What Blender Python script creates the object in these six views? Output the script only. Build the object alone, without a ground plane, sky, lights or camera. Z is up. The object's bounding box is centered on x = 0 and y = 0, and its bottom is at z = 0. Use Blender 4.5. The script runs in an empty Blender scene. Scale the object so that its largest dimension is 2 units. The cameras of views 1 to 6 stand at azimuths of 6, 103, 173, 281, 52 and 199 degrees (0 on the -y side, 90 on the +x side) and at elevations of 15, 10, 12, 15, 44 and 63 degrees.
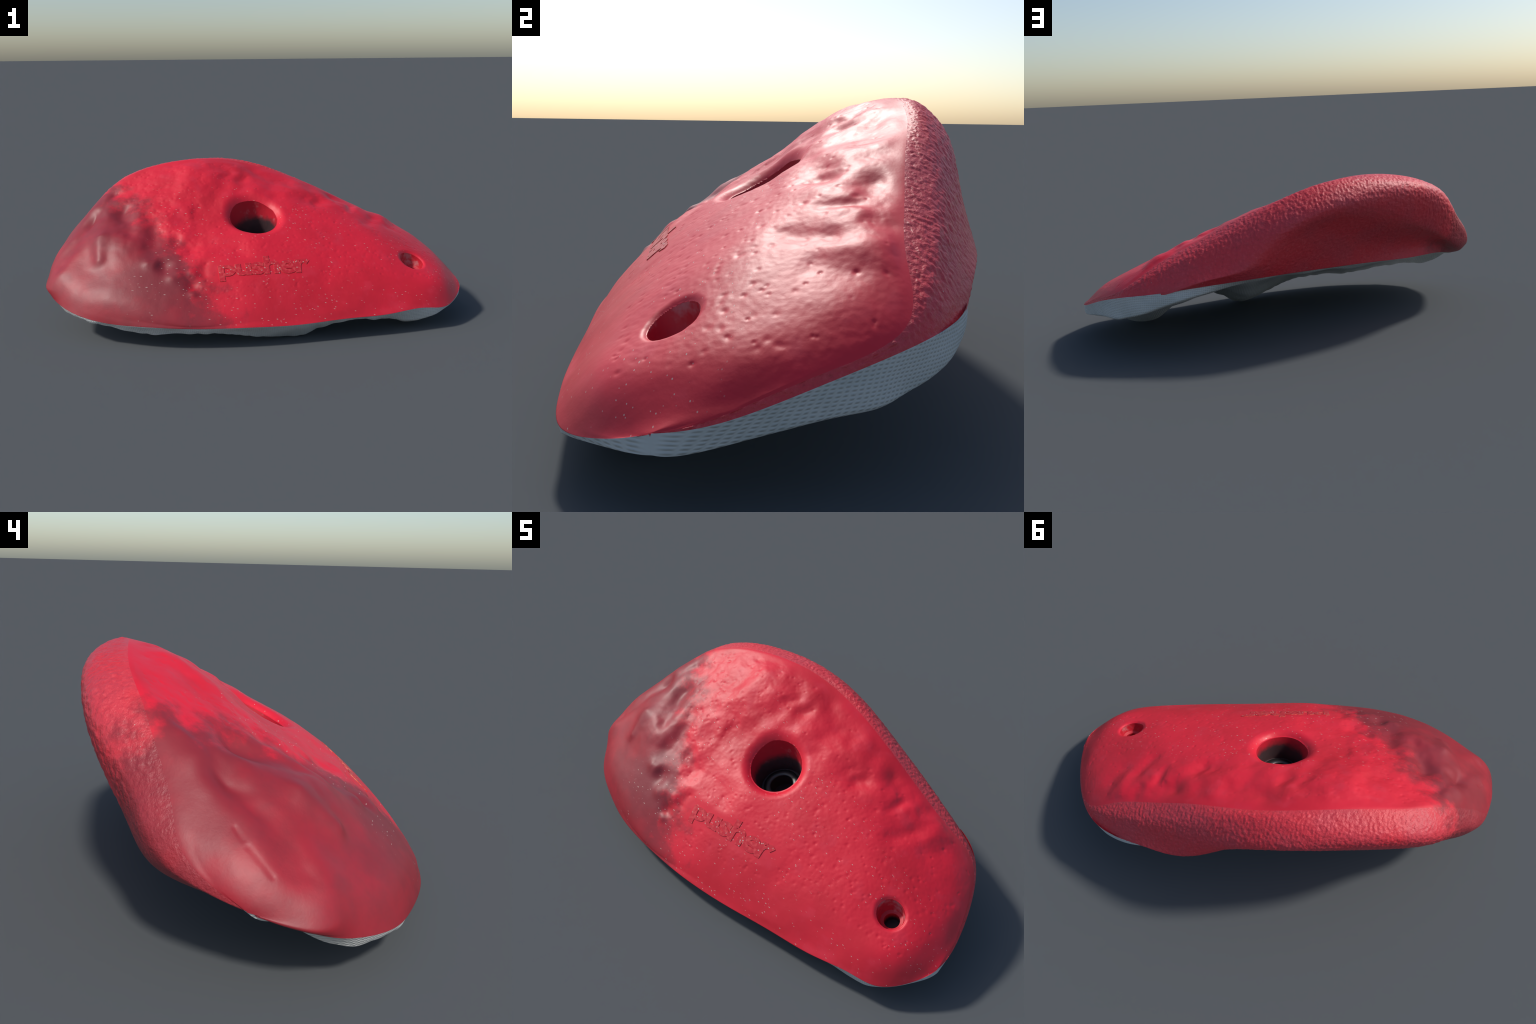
"""Climbing hold: a red resin jug with a smooth worn face, a grainy rim, a pale backing,
a deep bolt hole, a small screw hole and raised lettering.  Built as one loft through
named rails, relief added along the normals, holes cut, then split into parts."""
import math
import bpy
import bmesh
import numpy as np
from mathutils import Vector
from mathutils.bvhtree import BVHTree

rng = np.random.default_rng(11)

# ------------------------------------------------------------------ rails of the loft
# Every rail runs from the blunt end (x = -1) to the thin end (x = +1); station k sits at
# x = -cos(pi k / 14).  Values are (y, z) in metres.  Going round a cross-section:
# up the face from the front edge to the crease, over the rim to the back edge, then back
# underneath along the backing.
# <rails>
RAILS = {
    "front_edge": [(-0.196, 0.246), (-0.329, 0.199), (-0.422, 0.159), (-0.505, 0.131), (-0.551, 0.110), (-0.577, 0.107), (-0.559, 0.098), (-0.518, 0.096), (-0.448, 0.090), (-0.373, 0.098), (-0.306, 0.100), (-0.237, 0.112), (-0.172, 0.100), (-0.055, 0.122), (0.046, 0.153)],
    "front_skirt": [(-0.196, 0.245), (-0.346, 0.208), (-0.402, 0.221), (-0.454, 0.220), (-0.511, 0.216), (-0.540, 0.189), (-0.536, 0.150), (-0.457, 0.179), (-0.360, 0.198), (-0.267, 0.216), (-0.195, 0.220), (-0.141, 0.204), (-0.090, 0.180), (-0.020, 0.144), (0.046, 0.153)],
    "front_swell": [(-0.196, 0.245), (-0.305, 0.239), (-0.351, 0.295), (-0.363, 0.305), (-0.396, 0.329), (-0.413, 0.311), (-0.398, 0.290), (-0.335, 0.296), (-0.236, 0.314), (-0.146, 0.318), (-0.065, 0.304), (-0.027, 0.261), (-0.004, 0.222), (0.015, 0.162), (0.046, 0.153)],
    "face_low": [(-0.197, 0.246), (-0.252, 0.280), (-0.284, 0.353), (-0.270, 0.394), (-0.266, 0.453), (-0.247, 0.430), (-0.247, 0.411), (-0.185, 0.416), (-0.095, 0.410), (0.005, 0.402), (0.077, 0.365), (0.093, 0.307), (0.087, 0.248), (0.051, 0.174), (0.046, 0.153)],
    "face_mid": [(-0.197, 0.246), (-0.196, 0.305), (-0.196, 0.399), (-0.159, 0.475), (-0.105, 0.522), (-0.068, 0.549), (-0.043, 0.521), (0.000, 0.507), (0.072, 0.492), (0.152, 0.457), (0.216, 0.399), (0.214, 0.328), (0.176, 0.257), (0.086, 0.182), (0.046, 0.153)],
    "face_high": [(-0.197, 0.246), (-0.131, 0.326), (-0.099, 0.429), (-0.043, 0.562), (0.049, 0.607), (0.111, 0.669), (0.154, 0.657), (0.185, 0.607), (0.229, 0.562), (0.290, 0.495), (0.342, 0.422), (0.337, 0.334), (0.257, 0.247), (0.121, 0.184), (0.046, 0.153)],
    "crease": [(-0.197, 0.246), (-0.056, 0.344), (-0.004, 0.455), (0.088, 0.602), (0.193, 0.693), (0.273, 0.731), (0.348, 0.727), (0.393, 0.672), (0.401, 0.596), (0.411, 0.498), (0.428, 0.403), (0.448, 0.302), (0.300, 0.239), (0.156, 0.182), (0.046, 0.153)],
    "rim_top": [(-0.198, 0.247), (-0.028, 0.334), (0.072, 0.440), (0.225, 0.581), (0.327, 0.653), (0.390, 0.695), (0.418, 0.714), (0.444, 0.668), (0.470, 0.568), (0.479, 0.470), (0.473, 0.386), (0.452, 0.297), (0.303, 0.237), (0.158, 0.181), (0.046, 0.153)],
    "rim_round": [(-0.198, 0.247), (-0.021, 0.316), (0.080, 0.380), (0.199, 0.438), (0.305, 0.510), (0.407, 0.598), (0.484, 0.626), (0.520, 0.576), (0.527, 0.491), (0.519, 0.422), (0.501, 0.358), (0.456, 0.292), (0.306, 0.235), (0.160, 0.180), (0.046, 0.153)],
    "rim_wall": [(-0.198, 0.247), (-0.054, 0.288), (0.067, 0.310), (0.156, 0.380), (0.250, 0.446), (0.338, 0.498), (0.420, 0.532), (0.493, 0.502), (0.563, 0.410), (0.560, 0.360), (0.528, 0.321), (0.460, 0.287), (0.310, 0.232), (0.162, 0.178), (0.046, 0.153)],
    "rim_hollow": [(-0.198, 0.247), (-0.106, 0.268), (0.012, 0.276), (0.085, 0.340), (0.150, 0.366), (0.229, 0.392), (0.333, 0.410), (0.436, 0.400), (0.555, 0.370), (0.569, 0.342), (0.542, 0.292), (0.464, 0.282), (0.313, 0.230), (0.164, 0.177), (0.046, 0.153)],
    "back_edge": [(-0.197, 0.247), (-0.148, 0.251), (-0.045, 0.258), (0.078, 0.289), (0.148, 0.290), (0.200, 0.293), (0.285, 0.302), (0.385, 0.312), (0.520, 0.328), (0.549, 0.318), (0.546, 0.302), (0.468, 0.277), (0.316, 0.228), (0.166, 0.176), (0.046, 0.153)],
    "backing_heel": [(-0.197, 0.247), (-0.148, 0.253), (-0.062, 0.250), (0.043, 0.277), (0.113, 0.278), (0.165, 0.281), (0.250, 0.290), (0.350, 0.300), (0.460, 0.300), (0.540, 0.285), (0.540, 0.235), (0.445, 0.172), (0.285, 0.152), (0.125, 0.118), (0.046, 0.116)],
    "under_back": [(-0.197, 0.246), (-0.182, 0.240), (-0.147, 0.243), (-0.102, 0.253), (-0.058, 0.272), (0.030, 0.241), (0.184, 0.266), (0.279, 0.278), (0.365, 0.282), (0.384, 0.240), (0.330, 0.168), (0.250, 0.132), (0.180, 0.122), (0.085, 0.113), (0.046, 0.116)],
    "under_mid": [(-0.197, 0.246), (-0.218, 0.229), (-0.232, 0.254), (-0.229, 0.219), (-0.215, 0.243), (-0.139, 0.227), (-0.009, 0.247), (0.098, 0.238), (0.159, 0.205), (0.144, 0.219), (0.130, 0.100), (0.080, 0.075), (0.070, 0.104), (0.045, 0.110), (0.046, 0.116)],
    "under_front": [(-0.197, 0.246), (-0.250, 0.217), (-0.313, 0.227), (-0.362, 0.187), (-0.371, 0.163), (-0.338, 0.166), (-0.258, 0.176), (-0.162, 0.147), (-0.078, 0.084), (-0.107, 0.157), (-0.060, 0.045), (-0.080, 0.018), (-0.040, 0.090), (0.000, 0.108), (0.046, 0.116)],
    "backing_toe": [(-0.196, 0.245), (-0.277, 0.217), (-0.379, 0.136), (-0.487, 0.113), (-0.533, 0.088), (-0.546, 0.058), (-0.531, 0.069), (-0.462, 0.031), (-0.353, 0.014), (-0.351, 0.080), (-0.260, 0.062), (-0.210, 0.045), (-0.165, 0.086), (-0.046, 0.107), (0.046, 0.116)],
}
# </rails>

STATIONS = 15
SEGMENTS = [  # (part, rails, columns)
    ("face", ["front_edge", "front_skirt", "front_swell", "face_low", "face_mid", "face_high", "crease"], 400),
    ("rim", ["crease", "rim_top", "rim_round", "rim_wall", "rim_hollow", "back_edge"], 170),
    ("backing", ["back_edge", "backing_heel"], 26),
    ("backing", ["backing_heel", "under_back", "under_mid", "under_front", "backing_toe"], 90),
    ("backing", ["backing_toe", "front_edge"], 22),
]
ROWS = 861


def spline_basis(n, t):
    """Weights of a natural cubic spline through n evenly spaced knots at parameters t."""
    if n == 2:
        return np.stack([1 - t, t], 1)
    a, r = np.zeros((n, n)), np.zeros((n, n))
    a[0, 0] = a[-1, -1] = 1
    for i in range(1, n - 1):
        a[i, i - 1:i + 2] = [1, 4, 1]
        r[i, i - 1:i + 2] = [6, -12, 6]
    second = np.linalg.solve(a, r)
    i = np.minimum(t.astype(int), n - 2)
    p, q = i + 1 - t, t - i
    w = np.zeros((len(t), n))
    k = np.arange(len(t))
    w[k, i] += p
    w[k, i + 1] += q
    return w + ((p ** 3 - p)[:, None] * second[i] + (q ** 3 - q)[:, None] * second[i + 1]) / 6


def loft():
    angle = np.linspace(0, math.pi, ROWS)
    along = spline_basis(STATIONS, angle / math.pi * (STATIONS - 1))
    columns, part, frac = [], [], []
    for number, (name, rails, count) in enumerate(SEGMENTS):
        t = np.arange(count) / count * (len(rails) - 1)
        control = np.array([RAILS[r] for r in rails])          # rail, station, yz
        weights = spline_basis(len(rails), t)
        stations = np.einsum("cr,rsk->csk", weights, control)
        columns.append(np.einsum("as,csk->ack", along, stations))
        part += [number] * count
        frac.append(np.arange(count) / count)
    yz = np.concatenate(columns, 1)
    verts = np.empty((ROWS, yz.shape[1], 3))
    verts[..., 0] = -np.cos(angle)[:, None]
    verts[..., 1:] = yz
    verts[0] = verts[0].mean(0)
    verts[-1] = verts[-1].mean(0)  # the thin end closes on a short upright slit
    return verts, np.array(part), np.concatenate(frac)


def relax(v, width, columns, passes):
    """Round the corner at some columns by averaging round the section."""
    blend = np.zeros(v.shape[1])
    for c in columns:
        d = np.abs((np.arange(v.shape[1]) - c + v.shape[1] // 2) % v.shape[1] - v.shape[1] // 2)
        blend = np.maximum(blend, np.clip(1 - d / width, 0, 1))
    for _ in range(passes):
        mean = (np.roll(v, 1, 1) + np.roll(v, -1, 1)) / 2
        v = v + (mean - v) * (blend * 0.9)[None, :, None]
    return v


def grid_normals(v):
    du = np.roll(v, -1, 1) - np.roll(v, 1, 1)
    dv = np.empty_like(v)
    dv[1:-1] = v[2:] - v[:-2]
    dv[0], dv[-1] = v[1] - v[0], v[-1] - v[-2]
    n = np.cross(dv, du)
    n /= np.linalg.norm(n, axis=-1, keepdims=True) + 1e-12
    n[0], n[-1] = (-1, 0, 0), (1, 0, 0)
    return n


# ------------------------------------------------------------------ noise
def hash_gradient(ix, iy, iz, seed):
    h = (ix * 374761393 + iy * 668265263 + iz * 2147483647 + seed * 974634777) & 0xFFFFFFFF
    h = ((h ^ (h >> 13)) * 1274126177) & 0xFFFFFFFF
    h = h ^ (h >> 16)
    a = (h & 0xFFFF) / 65535.0 * 2 * math.pi
    z = ((h >> 16) & 0xFFFF) / 65535.0 * 2 - 1
    r = np.sqrt(1 - z * z)
    return r * np.cos(a), r * np.sin(a), z


def noise(p, scale, seed):
    q = p.reshape(-1, 3) / scale + 100
    i = np.floor(q).astype(np.int64)
    f = q - i
    s = f * f * f * (f * (f * 6 - 15) + 10)
    total = np.zeros(len(q))
    for dx in (0, 1):
        for dy in (0, 1):
            for dz in (0, 1):
                gx, gy, gz = hash_gradient(i[:, 0] + dx, i[:, 1] + dy, i[:, 2] + dz, seed)
                w = (s[:, 0] if dx else 1 - s[:, 0]) * (s[:, 1] if dy else 1 - s[:, 1]) * (s[:, 2] if dz else 1 - s[:, 2])
                total += w * (gx * (f[:, 0] - dx) + gy * (f[:, 1] - dy) + gz * (f[:, 2] - dz))
    return (total * 1.6).reshape(p.shape[:-1])


def smooth(lo, hi, x):
    t = np.clip((x - lo) / (hi - lo), 0, 1)
    return t * t * (3 - 2 * t)


def capsule(p, a, b):
    a, b = np.array(a), np.array(b)
    ab = b - a
    t = np.clip(((p - a) @ ab) / max(ab @ ab, 1e-9), 0, 1)
    return np.linalg.norm(p - a - t[..., None] * ab, axis=-1)


# ------------------------------------------------------------------ relief
# (start, end, radius, height): negative = hollow, positive = lump
FACE_RELIEF = [
    # broad: flat end of the lobe, saddles beside the bolt hole, lip of the lobe
    ((-0.73, 0.01, 0.60), (-0.82, -0.12, 0.50), 0.080, -0.024),
    ((-0.82, -0.12, 0.50), (-0.91, -0.31, 0.325), 0.075, -0.022),
    ((-0.20, -0.25, 0.41), (-0.08, -0.25, 0.40), 0.090, -0.018),
    ((-0.47, 0.06, 0.64), (-0.44, 0.12, 0.675), 0.090, -0.014),
    ((-0.72, -0.26, 0.42), (-0.71, -0.35, 0.345), 0.050, 0.014),
    ((-0.92, 0.04, 0.40), (-0.95, -0.16, 0.34), 0.110, 0.012),
    ((-0.36, -0.25, 0.42), (-0.29, -0.28, 0.39), 0.065, -0.014),
    ((-0.13, -0.04, 0.49), (-0.11, -0.15, 0.43), 0.090, -0.005),
    # hollows behind the lip
    ((-0.66, -0.10, 0.53), (-0.60, -0.22, 0.46), 0.068, -0.024),
    ((-0.51, -0.13, 0.505), (-0.47, -0.29, 0.41), 0.066, -0.015),
    ((-0.47, -0.385, 0.345), (-0.45, -0.385, 0.345), 0.040, 0.012),
    ((-0.302, -0.06, 0.52), (-0.275, -0.245, 0.415), 0.042, -0.0035),
    ((-0.40, -0.38, 0.33), (-0.395, -0.385, 0.325), 0.046, -0.0115),
    ((-0.262, -0.432, 0.262), (-0.258, -0.44, 0.255), 0.039, -0.0130),
    ((-0.215, -0.35, 0.325), (-0.205, -0.38, 0.30), 0.040, -0.0072),
    ((-0.755, -0.17, 0.50), (-0.74, -0.25, 0.45), 0.103, 0.0086),
    ((-0.34, -0.23, 0.43), (-0.345, -0.20, 0.45), 0.040, 0.0072),
    ((-0.335, -0.09, 0.51), (-0.35, -0.05, 0.53), 0.046, 0.0058),
    ((-0.34, 0.06, 0.60), (-0.36, 0.15, 0.67), 0.103, 0.0086),
    ((-0.35, -0.425, 0.285), (-0.33, -0.41, 0.30), 0.040, 0.0086),
    ((-0.27, -0.39, 0.305), (-0.265, -0.395, 0.30), 0.034, 0.0072),
    ((-0.255, -0.46, 0.235), (-0.25, -0.465, 0.23), 0.029, 0.0072),
    ((0.285, 0.19, 0.53), (0.30, 0.215, 0.525), 0.048, -0.0115),
    ((0.37, 0.33, 0.525), (0.40, 0.335, 0.515), 0.048, -0.0086),
    ((0.525, 0.36, 0.46), (0.545, 0.37, 0.455), 0.046, -0.0086),
    ((0.54, 0.18, 0.415), (0.58, 0.27, 0.43), 0.044, -0.0086),
    ((0.66, 0.26, 0.39), (0.69, 0.34, 0.39), 0.052, -0.0065),
    ((0.45, 0.24, 0.475), (0.46, 0.31, 0.485), 0.034, -0.0058),
    ((0.40, 0.24, 0.50), (0.42, 0.29, 0.50), 0.040, 0.0058),
    ((0.49, 0.29, 0.475), (0.50, 0.32, 0.475), 0.034, 0.0065),
    ((-0.19, 0.18, 0.66), (-0.18, 0.21, 0.665), 0.040, -0.0072),
    ((-0.12, 0.17, 0.64), (-0.09, 0.22, 0.65), 0.034, -0.0050),
    ((0.22, 0.20, 0.55), (0.23, 0.22, 0.55), 0.032, -0.0058),
    ((-0.930, -0.185, 0.36), (-0.955, -0.243, 0.309), 0.011, -0.0028),
    ((-0.915, -0.15, 0.40), (-0.925, -0.17, 0.375), 0.009, -0.0017),
]

HOLE_AXIS = np.array([0.0, -0.287, 0.958])
BOLT = dict(centre=np.array([-0.022, -0.013, 0.50]), bore=0.118, flare=0.045, sink=0.024)
SCREW = dict(centre=np.array([0.756, -0.002, 0.277]), bore=0.058, flare=0.016, sink=0.008)


def radial(p, hole):
    d = p - hole["centre"]
    h = d @ HOLE_AXIS
    return np.linalg.norm(d - h[..., None] * HOLE_AXIS, axis=-1)


def sculpt(v, part, frac):
    n = grid_normals(v)
    x, y = v[..., 0], v[..., 1]
    is_face, is_rim = (part == 0)[None, :], (part == 1)[None, :]
    # masks across the face: fade at its two borders so the seams stay put
    inner = np.where(is_face, smooth(0.0, 0.05, frac) * smooth(1.0, 0.93, frac), 0.0)
    height = np.zeros(v.shape[:2])
    warp = np.stack([noise(v, 0.07, 40 + k) for k in range(3)], -1)
    for a, b, radius, amount in FACE_RELIEF:
        d = capsule(v + warp * min(0.009, 0.2 * radius), a, b)
        height += amount * np.exp(-(d / (0.75 * radius)) ** 2) * np.where(is_face | is_rim, 1, 0)
    wavy = smooth(0.62, 0.78, frac)[None, :] * smooth(-0.45, -0.1, x) * smooth(0.85, 0.6, x)
    height += inner * wavy * (0.010 * noise(v, 0.11, 3) + 0.0022 * noise(v, 0.055, 4))
    plateau = smooth(-0.85, -0.6, x) * smooth(-0.1, -0.3, x) * smooth(0.3, 0.5, frac)[None, :]
    height += inner * plateau * (0.005 * noise(v, 0.09, 5) + 0.0014 * noise(v, 0.035, 6))
    height += inner * (0.006 * noise(v, 0.22, 7) + 0.0006 * noise(v, 0.05, 8))
    # grain of the pitted part of the face
    ledge = (x + 0.72) * 0.69 + y * 0.72
    gritty = inner * smooth(0.98, 0.85, x) * smooth(-0.02, 0.04, ledge) * smooth(0.1, 0.3, frac)[None, :]
    plaque = smooth(0.035, 0.075, capsule(v, (-0.15, -0.36, 0.307), (0.26, -0.225, 0.308)))  # calm ground for the lettering
    gritty = gritty * plaque
    height *= 0.3 + 0.7 * plaque
    height += gritty * 0.0004 * noise(v, 0.014, 9)
    # rim: orange-peel grain
    edge = np.where(is_rim, smooth(0.0, 0.05, frac) * smooth(1.0, 0.9, frac), 0.0) * smooth(-0.97, -0.8, x)
    stretched = v * np.array([1.0, 0.65, 0.65])
    height += edge * (0.0021 * noise(stretched, 0.012, 21) + 0.0012 * noise(v, 0.008, 22)) * (1 - 0.6 * smooth(0.35, 0.6, frac)[None, :])
    # backing: soft folds
    cloth = np.where(part >= 2, 1.0, 0.0)[None, :] * np.where(part == 3, 1.0, np.where(part == 2, smooth(0, 0.5, frac), smooth(1, 0.5, frac)))[None, :]
    height += cloth * 0.006 * noise(v, 0.12, 31) * smooth(1.0, 0.8, np.abs(x))
    # ragged flap of backing that hangs from the front edge near mid-length
    toe = np.where(part == 4, 1 - frac, np.where(part == 3, smooth(0.72, 1.0, frac), 0.0))[None, :]
    flap = np.where(x < 0.245, np.exp(-((x - 0.245) / 0.11) ** 2), np.exp(-((x - 0.245) / 0.035) ** 2))
    v = v - np.array([0.0, 0.0, 1.0]) * (0.0145 * toe * flap + 0.010 * toe * np.abs(noise(v * [1, 0, 0], 0.075, 51)) * smooth(1.0, 0.8, np.abs(x)))[..., None]
    # pits
    rows, cols = np.nonzero((gritty > 0.6))
    weight = np.sin(math.pi * rows / (ROWS - 1)) ** 1.5
    pick = rng.choice(len(rows), 620, replace=False, p=weight / weight.sum())
    for r, c in zip(rows[pick], cols[pick]):
        p = v[r, c]
        keep = 0.25 + 0.75 * smooth(0.9, 0.4, np.array(c / 400.0)) if p[0] > -0.15 else 0.9
        size, depth, chance = rng.uniform(0.004, 0.009), rng.uniform(0.0007, 0.0018), rng.random()
        if chance > keep or min(radial(p, BOLT) - 0.17, radial(p, SCREW) - 0.09) < 0:
            continue
        r0, r1, c0, c1 = max(r - 9, 1), min(r + 10, ROWS - 1), max(c - 10, 1), min(c + 11, 399)
        d = np.linalg.norm(v[r0:r1, c0:c1] - p, axis=-1)
        height[r0:r1, c0:c1] -= depth * np.exp(-(d / size) ** 2)
    v = v + n * height[..., None]
    # mouths of the holes are rounded over
    for hole in (BOLT, SCREW):
        r = radial(v, hole)
        near = np.where(is_face, 1.0, 0.0) * (np.abs((v - hole["centre"]) @ HOLE_AXIS) < 0.2)
        t = np.clip((hole["bore"] + hole["flare"] - r) / hole["flare"], 0, 1)
        v = v - HOLE_AXIS * (near * hole["sink"] * t ** 2.2)[..., None]
    return v


# ------------------------------------------------------------------ mesh helpers
def mesh_object(name, verts, faces, smooth_shade=True):
    mesh = bpy.data.meshes.new(name)
    mesh.from_pydata([tuple(p) for p in verts], [], faces)
    mesh.update()
    if smooth_shade:
        mesh.polygons.foreach_set("use_smooth", [True] * len(mesh.polygons))
    obj = bpy.data.objects.new(name, mesh)
    bpy.context.scene.collection.objects.link(obj)
    return obj


def lathe(name, profile, centre, axis, steps=96):
    """Closed solid of revolution; profile = (radius, height along the axis), ends on the axis."""
    axis = Vector(axis).normalized()
    side = axis.orthogonal().normalized()
    other = axis.cross(side)
    centre = Vector(centre)
    verts, faces = [], []
    for r, h in profile:
        for s in range(steps):
            a = 2 * math.pi * s / steps
            verts.append(centre + axis * h + (side * math.cos(a) + other * math.sin(a)) * r)
    rings = len(profile)
    for i in range(rings - 1):
        for s in range(steps):
            t = (s + 1) % steps
            faces.append((i * steps + s, i * steps + t, (i + 1) * steps + t, (i + 1) * steps + s))
    faces.append(tuple(range(steps))[::-1])
    faces.append(tuple((rings - 1) * steps + s for s in range(steps)))
    obj = mesh_object(name, verts, faces)
    bm = bmesh.new()
    bm.from_mesh(obj.data)
    bmesh.ops.recalc_face_normals(bm, faces=bm.faces)
    bm.to_mesh(obj.data)
    bm.free()
    return obj


# ------------------------------------------------------------------ materials
class Nodes:
    def __init__(self, name):
        self.material = bpy.data.materials.new(name)
        self.material.use_nodes = True
        self.tree = self.material.node_tree
        self.bsdf = self.tree.nodes["Principled BSDF"]
        self.position = self.add("ShaderNodeTexCoord").outputs["Object"]

    def add(self, kind, **settings):
        node = self.tree.nodes.new(kind)
        for key, value in settings.items():
            setattr(node, key, value)
        return node

    def link(self, a, b):
        self.tree.links.new(a, b)

    def put(self, socket, value):
        if hasattr(value, "is_linked") or hasattr(value, "links"):
            self.link(value, socket)
        else:
            socket.default_value = value

    def noise(self, scale, detail=3.0, rough=0.5, vector=None, distortion=0.0):
        n = self.add("ShaderNodeTexNoise")
        n.inputs["Scale"].default_value = scale
        n.inputs["Detail"].default_value = detail
        n.inputs["Roughness"].default_value = rough
        n.inputs["Distortion"].default_value = distortion
        self.link(vector or self.position, n.inputs["Vector"])
        return n.outputs["Fac"]

    def voronoi(self, scale, vector=None, feature="F1", output="Distance"):
        n = self.add("ShaderNodeTexVoronoi", feature=feature)
        n.inputs["Scale"].default_value = scale
        self.link(vector or self.position, n.inputs["Vector"])
        return n.outputs[output]

    def mapping(self, scale=(1, 1, 1), rotation=(0, 0, 0)):
        m = self.add("ShaderNodeMapping")
        m.inputs["Scale"].default_value = scale
        m.inputs["Rotation"].default_value = rotation
        self.link(self.position, m.inputs["Vector"])
        return m.outputs["Vector"]

    def math(self, op, a, b=0.0, clamp=False):
        n = self.add("ShaderNodeMath", operation=op, use_clamp=clamp)
        self.put(n.inputs[0], a)
        self.put(n.inputs[1], b)
        return n.outputs[0]

    def step(self, value, lo, hi):
        n = self.add("ShaderNodeMapRange", interpolation_type="SMOOTHSTEP")
        self.put(n.inputs["Value"], value)
        n.inputs["From Min"].default_value = lo
        n.inputs["From Max"].default_value = hi
        return n.outputs["Result"]

    def mix(self, fac, a, b):
        n = self.add("ShaderNodeMix", data_type="RGBA")
        self.put(n.inputs["Factor"], fac)
        self.put(n.inputs["A"] if False else n.inputs[6], a)
        self.put(n.inputs[7], b)
        return n.outputs[2]

    def axes(self):
        s = self.add("ShaderNodeSeparateXYZ")
        self.link(self.position, s.inputs[0])
        return s.outputs

    def bump(self, height, distance, strength=1.0, normal=None):
        b = self.add("ShaderNodeBump")
        b.inputs["Distance"].default_value = distance
        b.inputs["Strength"].default_value = strength
        self.link(height, b.inputs["Height"])
        if normal is not None:
            self.link(normal, b.inputs["Normal"])
        return b.outputs["Normal"]

    def finish(self, colour, roughness, normal=None, **rest):
        self.put(self.bsdf.inputs["Base Color"], colour)
        self.put(self.bsdf.inputs["Roughness"], roughness)
        if normal is not None:
            self.link(normal, self.bsdf.inputs["Normal"])
        for key, value in rest.items():
            self.put(self.bsdf.inputs[key.replace("_", " ")], value)
        return self.material


RED = (0.700, 0.011, 0.032, 1)
RED_LIGHT = (0.660, 0.026, 0.052, 1)
RED_DEEP = (0.580, 0.009, 0.024, 1)
CHALK = (0.58, 0.44, 0.38, 1)


BAKED_SHADE = (0.110, 0.018, 0.024, 1)


def lobe_baked_shade(n):
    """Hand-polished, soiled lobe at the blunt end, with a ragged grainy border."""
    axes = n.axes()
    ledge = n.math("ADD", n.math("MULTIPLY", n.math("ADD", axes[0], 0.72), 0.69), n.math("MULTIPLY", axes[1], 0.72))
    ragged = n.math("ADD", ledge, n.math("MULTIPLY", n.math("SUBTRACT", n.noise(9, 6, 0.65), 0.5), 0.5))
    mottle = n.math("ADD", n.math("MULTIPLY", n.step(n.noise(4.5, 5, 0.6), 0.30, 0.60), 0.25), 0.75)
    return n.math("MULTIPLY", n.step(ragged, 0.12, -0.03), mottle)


def face_material():
    n = Nodes("worn_red_resin")
    colour = n.mix(n.step(n.noise(3.2, 4), 0.40, 0.68), RED, RED_DEEP)
    colour = n.mix(n.math("MULTIPLY", n.step(n.noise(14, 3), 0.52, 0.75), 0.5), colour, RED_LIGHT)
    fine = n.noise(160, 2)
    colour = n.mix(n.math("MULTIPLY", lobe_baked_shade(n), 0.76), colour, BAKED_SHADE)
    # chalk left in the pores: short strokes, denser in patches
    strokes = n.mapping((0.55, 2.0, 2.0), (0.4, 0.2, 0.7))
    fleck = n.step(n.voronoi(46, strokes), 0.17, 0.09)
    where = n.math("MULTIPLY", n.step(n.noise(5.0, 3), 0.38, 0.54), n.step(n.noise(60.0, 1), 0.44, 0.52))
    axes = n.axes()
    along = n.math("MULTIPLY", n.step(axes[0], -0.62, -0.45), n.step(axes[1], 0.22, 0.05))
    fleck = n.math("MULTIPLY", n.math("MULTIPLY", fleck, where), n.math("MULTIPLY", along, 0.8))
    colour = n.mix(fleck, colour, CHALK)
    normal = n.bump(n.noise(45, 3), 0.004, 0.12)
    normal = n.bump(fine, 0.001, 0.15, normal)
    rough = n.math("ADD", n.math("MULTIPLY", n.noise(20, 3), 0.10), 0.45)
    return n.finish(colour, rough, normal)


def rim_material():
    n = Nodes("grainy_red_resin")
    grain = n.noise(75, 4, 0.6)
    colour = n.mix(n.step(n.noise(6, 4), 0.35, 0.7), (0.66, 0.030, 0.045, 1), (0.58, 0.042, 0.060, 1))
    colour = n.mix(n.math("MULTIPLY", n.step(grain, 0.50, 0.72), 0.45), colour, (0.74, 0.085, 0.10, 1))
    colour = n.mix(n.math("MULTIPLY", n.step(grain, 0.42, 0.28), 0.5), colour, (0.40, 0.016, 0.030, 1))
    fleck = n.step(n.voronoi(34), 0.055, 0.03)
    colour = n.mix(n.math("MULTIPLY", fleck, n.step(n.noise(9, 2), 0.5, 0.6)), colour, CHALK)
    colour = n.mix(n.math("MULTIPLY", lobe_baked_shade(n), 0.70), colour, BAKED_SHADE)
    normal = n.bump(grain, 0.006, 0.6)
    normal = n.bump(n.noise(190, 3), 0.0015, 0.5, normal)
    return n.finish(colour, 0.48, normal)


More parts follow.
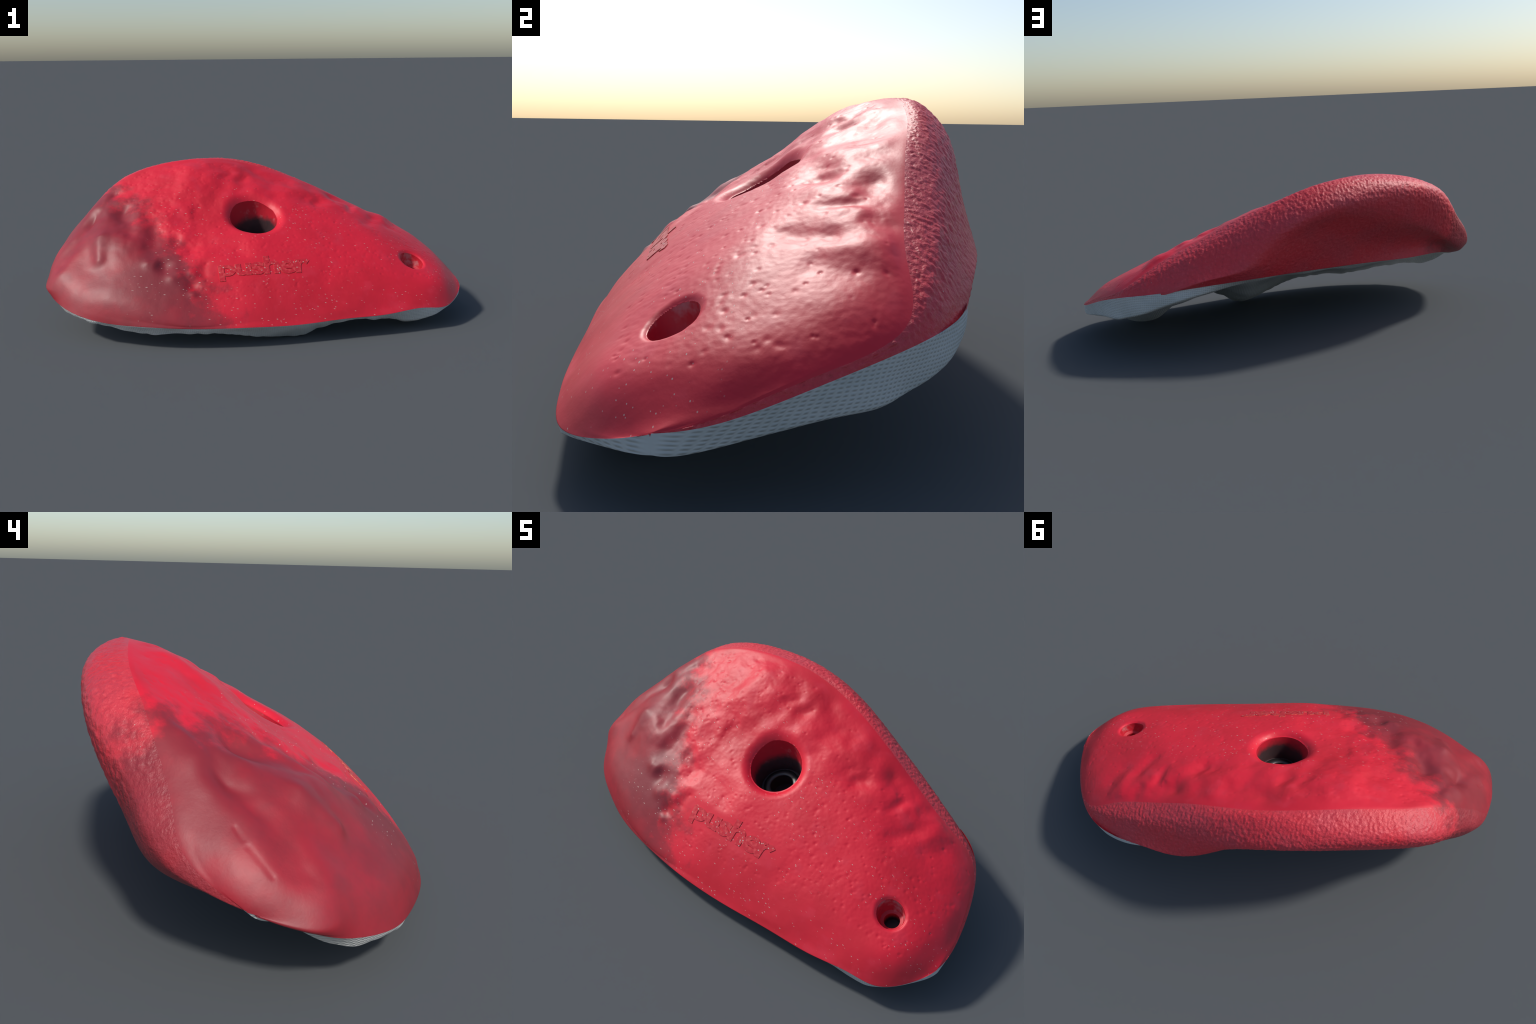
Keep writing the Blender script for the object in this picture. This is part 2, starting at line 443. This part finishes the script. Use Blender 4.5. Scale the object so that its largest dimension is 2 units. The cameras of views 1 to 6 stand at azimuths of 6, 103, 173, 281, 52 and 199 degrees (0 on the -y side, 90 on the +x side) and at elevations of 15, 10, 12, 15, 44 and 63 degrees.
def backing_material():
    n = Nodes("pale_woven_backing")
    wave_a = n.add("ShaderNodeTexWave", wave_type="BANDS", bands_direction="X")
    wave_b = n.add("ShaderNodeTexWave", wave_type="BANDS", bands_direction="Z")
    for w in (wave_a, wave_b):
        w.inputs["Scale"].default_value = 38
        w.inputs["Distortion"].default_value = 1.2
        n.link(n.position, w.inputs["Vector"])
    weave = n.math("MULTIPLY", wave_a.outputs["Fac"], wave_b.outputs["Fac"])
    colour = n.mix(n.step(n.noise(7, 4), 0.35, 0.7), (0.62, 0.62, 0.60, 1), (0.52, 0.53, 0.51, 1))
    colour = n.mix(n.math("MULTIPLY", weave, 0.35), colour, (0.36, 0.38, 0.39, 1))
    return n.finish(colour, 0.75, n.bump(weave, 0.003, 0.6))


def bore_material(centre, red_depth, paleness):
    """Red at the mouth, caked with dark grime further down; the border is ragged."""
    n = Nodes("shade_painted_bore_wall")
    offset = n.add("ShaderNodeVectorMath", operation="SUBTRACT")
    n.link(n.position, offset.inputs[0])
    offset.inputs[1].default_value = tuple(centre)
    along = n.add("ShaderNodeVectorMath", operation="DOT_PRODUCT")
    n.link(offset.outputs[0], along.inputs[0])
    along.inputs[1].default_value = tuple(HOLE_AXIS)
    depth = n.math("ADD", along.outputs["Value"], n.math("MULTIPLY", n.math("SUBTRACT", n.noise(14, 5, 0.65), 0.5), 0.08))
    pale_patches = n.step(n.noise(11, 4, 0.6), 0.62 - paleness, 0.78 - paleness)
    red = n.mix(n.math("MULTIPLY", pale_patches, 0.30 + paleness), (0.52, 0.012, 0.028, 1), (0.50, 0.40, 0.40, 1))
    painted_shade = n.mix(n.noise(30, 4), (0.030, 0.024, 0.026, 1), (0.075, 0.030, 0.034, 1))
    colour = n.mix(n.step(depth, -red_depth, -red_depth - 0.05), red, painted_shade)
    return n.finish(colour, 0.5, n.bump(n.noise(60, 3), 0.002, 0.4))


def metal_material():
    n = Nodes("dull_steel")
    colour = n.mix(n.noise(18, 4), (0.10, 0.10, 0.10, 1), (0.05, 0.045, 0.045, 1))
    return n.finish(colour, 0.42, n.bump(n.noise(80, 3), 0.001, 0.4), Metallic=0.9)


def lettering_material():
    n = Nodes("rubbed_red_lettering")
    colour = n.mix(n.step(n.noise(70, 4), 0.45, 0.65), (0.560, 0.016, 0.030, 1), (0.66, 0.055, 0.060, 1))
    fleck = n.math("MULTIPLY", n.step(n.voronoi(75), 0.26, 0.16), n.step(n.noise(40, 2), 0.50, 0.58))
    return n.finish(n.mix(fleck, colour, CHALK), 0.42, n.bump(n.noise(120, 3), 0.0015, 0.5))


# ------------------------------------------------------------------ build
grid, part, frac = loft()
starts = np.cumsum([0] + [s[2] for s in SEGMENTS])
CREASE_COLUMN, BACK_COLUMN = int(starts[1]), int(starts[2])
grid = relax(grid, 10, [CREASE_COLUMN], 16)
softer = np.maximum(smooth(0.25, 0.5, grid[..., :1]), smooth(-0.72, -0.86, grid[..., :1]))  # the crease dies out towards both ends
grid = grid + (relax(grid, 40, [CREASE_COLUMN], 160) - grid) * softer
grid = relax(grid, 4, [int(starts[3]), int(starts[4])], 4)
grid = sculpt(grid, part, frac)
lift = max(0.0, -grid[..., 2].min())
grid[..., 2] += lift

cols = grid.shape[1]
flat = np.concatenate([grid[0, :1], grid[1:-1].reshape(-1, 3), grid[-1, :1]])
faces, face_part = [], []
last = len(flat) - 1
part_slot = np.array([0, 1, 2, 2, 2])[part]
for j in range(cols):
    k = (j + 1) % cols
    faces.append((0, 1 + k, 1 + j))
    face_part.append(part_slot[j])
    base = 1 + (ROWS - 3) * cols
    faces.append((last, base + j, base + k))
    face_part.append(part_slot[j])
i, j = np.meshgrid(np.arange(ROWS - 3), np.arange(cols), indexing="ij")
k = (j + 1) % cols
quads = np.stack([1 + i * cols + j, 1 + i * cols + k, 1 + (i + 1) * cols + k, 1 + (i + 1) * cols + j], -1).reshape(-1, 4)
faces += [tuple(q) for q in quads.tolist()]
face_part += np.broadcast_to(part_slot[None, :], i.shape).reshape(-1).tolist()

body = mesh_object("body", flat, faces)
body.data.polygons.foreach_set("material_index", np.array(face_part, np.int32))
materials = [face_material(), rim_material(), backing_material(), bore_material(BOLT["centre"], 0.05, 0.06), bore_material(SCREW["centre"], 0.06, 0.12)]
for m in materials:
    body.data.materials.append(m)
bm = bmesh.new()
bm.from_mesh(body.data)
if bm.calc_volume(signed=True) < 0:
    bmesh.ops.reverse_faces(bm, faces=bm.faces)
bm.to_mesh(body.data)
bm.free()

# holes: counterbore, shoulder, shaft
BOLT_SHOULDER, SCREW_SHOULDER = -0.165, -0.055
bolt_cut = lathe("bolt_cutter", [(0.120, 0.25), (0.118, -0.02), (0.110, -0.06), (0.101, -0.11), (0.095, BOLT_SHOULDER), (0.058, BOLT_SHOULDER - 0.004), (0.058, -0.235)], BOLT["centre"], HOLE_AXIS)
screw_cut = lathe("screw_cutter", [(0.058, 0.2), (0.057, -0.02), (0.053, -0.04), (0.046, SCREW_SHOULDER), (0.033, SCREW_SHOULDER - 0.006), (0.033, -0.120)], SCREW["centre"], HOLE_AXIS, 72)
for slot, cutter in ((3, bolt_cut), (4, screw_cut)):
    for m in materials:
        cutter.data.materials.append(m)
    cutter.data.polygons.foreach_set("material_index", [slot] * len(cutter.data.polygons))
    mod = body.modifiers.new("cut", "BOOLEAN")
    mod.operation, mod.solver, mod.object = "DIFFERENCE", "MANIFOLD", cutter
depsgraph = bpy.context.evaluated_depsgraph_get()
whole = bpy.data.meshes.new_from_object(body.evaluated_get(depsgraph))
for o in (body, bolt_cut, screw_cut):
    bpy.data.objects.remove(o)

count = len(whole.vertices)
points = np.empty(count * 3, np.float32)
whole.vertices.foreach_get("co", points)
points = points.reshape(-1, 3)
normals = np.empty(count * 3, np.float32)
whole.vertices.foreach_get("normal", normals)
normals = normals.reshape(-1, 3)
slots = np.empty(len(whole.polygons), np.int32)
whole.polygons.foreach_get("material_index", slots)
polygons = [tuple(p.vertices) for p in whole.polygons]

hold = bpy.data.objects.new("climbing_hold", None)
bpy.context.scene.collection.objects.link(hold)
hold["label"] = "red resin climbing hold with bolt hole and pale backing"
hold["category"] = "climbing hold"

PARTS = [("grip_face", 0), ("grip_rim", 1), ("backing", 2), ("bolt_hole", 3), ("screw_hole", 4)]
built = {}
for name, slot in PARTS:
    chosen = np.nonzero(slots == slot)[0]
    used = np.unique(np.concatenate([polygons[f] for f in chosen]))
    index = np.full(count, -1)
    index[used] = np.arange(len(used))
    obj = mesh_object(name, points[used], [tuple(index[list(polygons[f])].tolist()) for f in chosen])
    obj.data.materials.append(materials[slot])
    if slot < 3:
        obj.data.normals_split_custom_set_from_vertices([tuple(v) for v in normals[used]])
    else:
        obj.data.shade_smooth()
        obj.data.set_sharp_from_angle(angle=math.radians(40))
    obj.parent = hold
    built[name] = obj

# washer seated on the shoulder of the bolt hole
seat = Vector(BOLT["centre"]) + Vector(HOLE_AXIS) * (BOLT_SHOULDER + lift)
washer = lathe("washer", [(0.050, 0.002), (0.050, 0.010), (0.054, 0.014), (0.078, 0.014), (0.082, 0.010), (0.082, 0.002)], seat, HOLE_AXIS)
bm = bmesh.new()
bm.from_mesh(washer.data)
bmesh.ops.delete(bm, geom=[f for f in bm.faces if len(f.verts) > 4], context="FACES")
ends = sorted((f for f in bm.edges if f.is_boundary), key=lambda e: e.calc_length())
bmesh.ops.bridge_loops(bm, edges=ends)
bmesh.ops.recalc_face_normals(bm, faces=bm.faces)
bm.to_mesh(washer.data)
bm.free()
washer.data.set_sharp_from_angle(angle=math.radians(50))
washer.data.materials.append(metal_material())
washer.parent = built["bolt_hole"]

# ------------------------------------------------------------------ raised lettering
TEXT_CORNERS = [np.array(c) for c in ((-0.146, -0.379, 0.288), (0.262, -0.255, 0.283), (-0.159, -0.338, 0.326), (0.254, -0.194, 0.334))]
curve = bpy.data.curves.new("lettering", "FONT")
curve.body = "pusher"
curve.size = 1.0
curve.offset = 0.035
curve.space_character = 0.92
curve.resolution_u = 6
text = bpy.data.objects.new("lettering_source", curve)
bpy.context.scene.collection.objects.link(text)
depsgraph = bpy.context.evaluated_depsgraph_get()
shape = bpy.data.meshes.new_from_object(text.evaluated_get(depsgraph))
bpy.data.objects.remove(text)
bm = bmesh.new()
bm.from_mesh(shape)
bmesh.ops.triangulate(bm, faces=bm.faces)
for _ in range(4):
    bmesh.ops.subdivide_edges(bm, edges=[e for e in bm.edges if e.calc_length() > 0.06], cuts=1)
    bmesh.ops.triangulate(bm, faces=bm.faces)
bmesh.ops.triangulate(bm, faces=bm.faces)
xs = [v.co.x for v in bm.verts]
left, right = min(xs), max(xs)
X_HEIGHT = 0.53
tree = BVHTree.FromPolygons([tuple(p) for p in points], [polygons[f] for f in np.nonzero(slots == 0)[0]])
top = bmesh.ops.extrude_face_region(bm, geom=bm.faces[:])
raised = {g for g in top["geom"] if isinstance(g, bmesh.types.BMVert)}
for v in bm.verts:
    s, t = (v.co.x - left) / (right - left), v.co.y / X_HEIGHT
    low = TEXT_CORNERS[0] * (1 - s) + TEXT_CORNERS[1] * s
    high = TEXT_CORNERS[2] * (1 - s) + TEXT_CORNERS[3] * s
    p = Vector(low + (high - low) * t) + Vector((0, 0, lift))
    hit, normal, _, _ = tree.find_nearest(p)
    v.co = hit + normal * (0.0024 if v in raised else -0.004)
bmesh.ops.recalc_face_normals(bm, faces=bm.faces)
bm.verts.index_update()
edge_of = {v.index: int(v in raised) for v in bm.verts}   # walls join a sunk and a raised vertex
bm.to_mesh(shape)
bm.free()
shape.shade_smooth()
shape.set_sharp_from_angle(angle=math.radians(35))
shape.materials.append(lettering_material())
worn = Nodes("tan_letter_edge")  # mottled tan colour on the letter sides
shape.materials.append(worn.finish(worn.mix(worn.step(worn.noise(60, 4), 0.40, 0.62), (0.58, 0.030, 0.035, 1), (0.66, 0.22, 0.14, 1)), 0.5))
for face in shape.polygons:
    face.material_index = int(min(edge_of[v] for v in face.vertices) == 0 and max(edge_of[v] for v in face.vertices) == 1)
lettering = bpy.data.objects.new("lettering", shape)
bpy.context.scene.collection.objects.link(lettering)
lettering.parent = hold
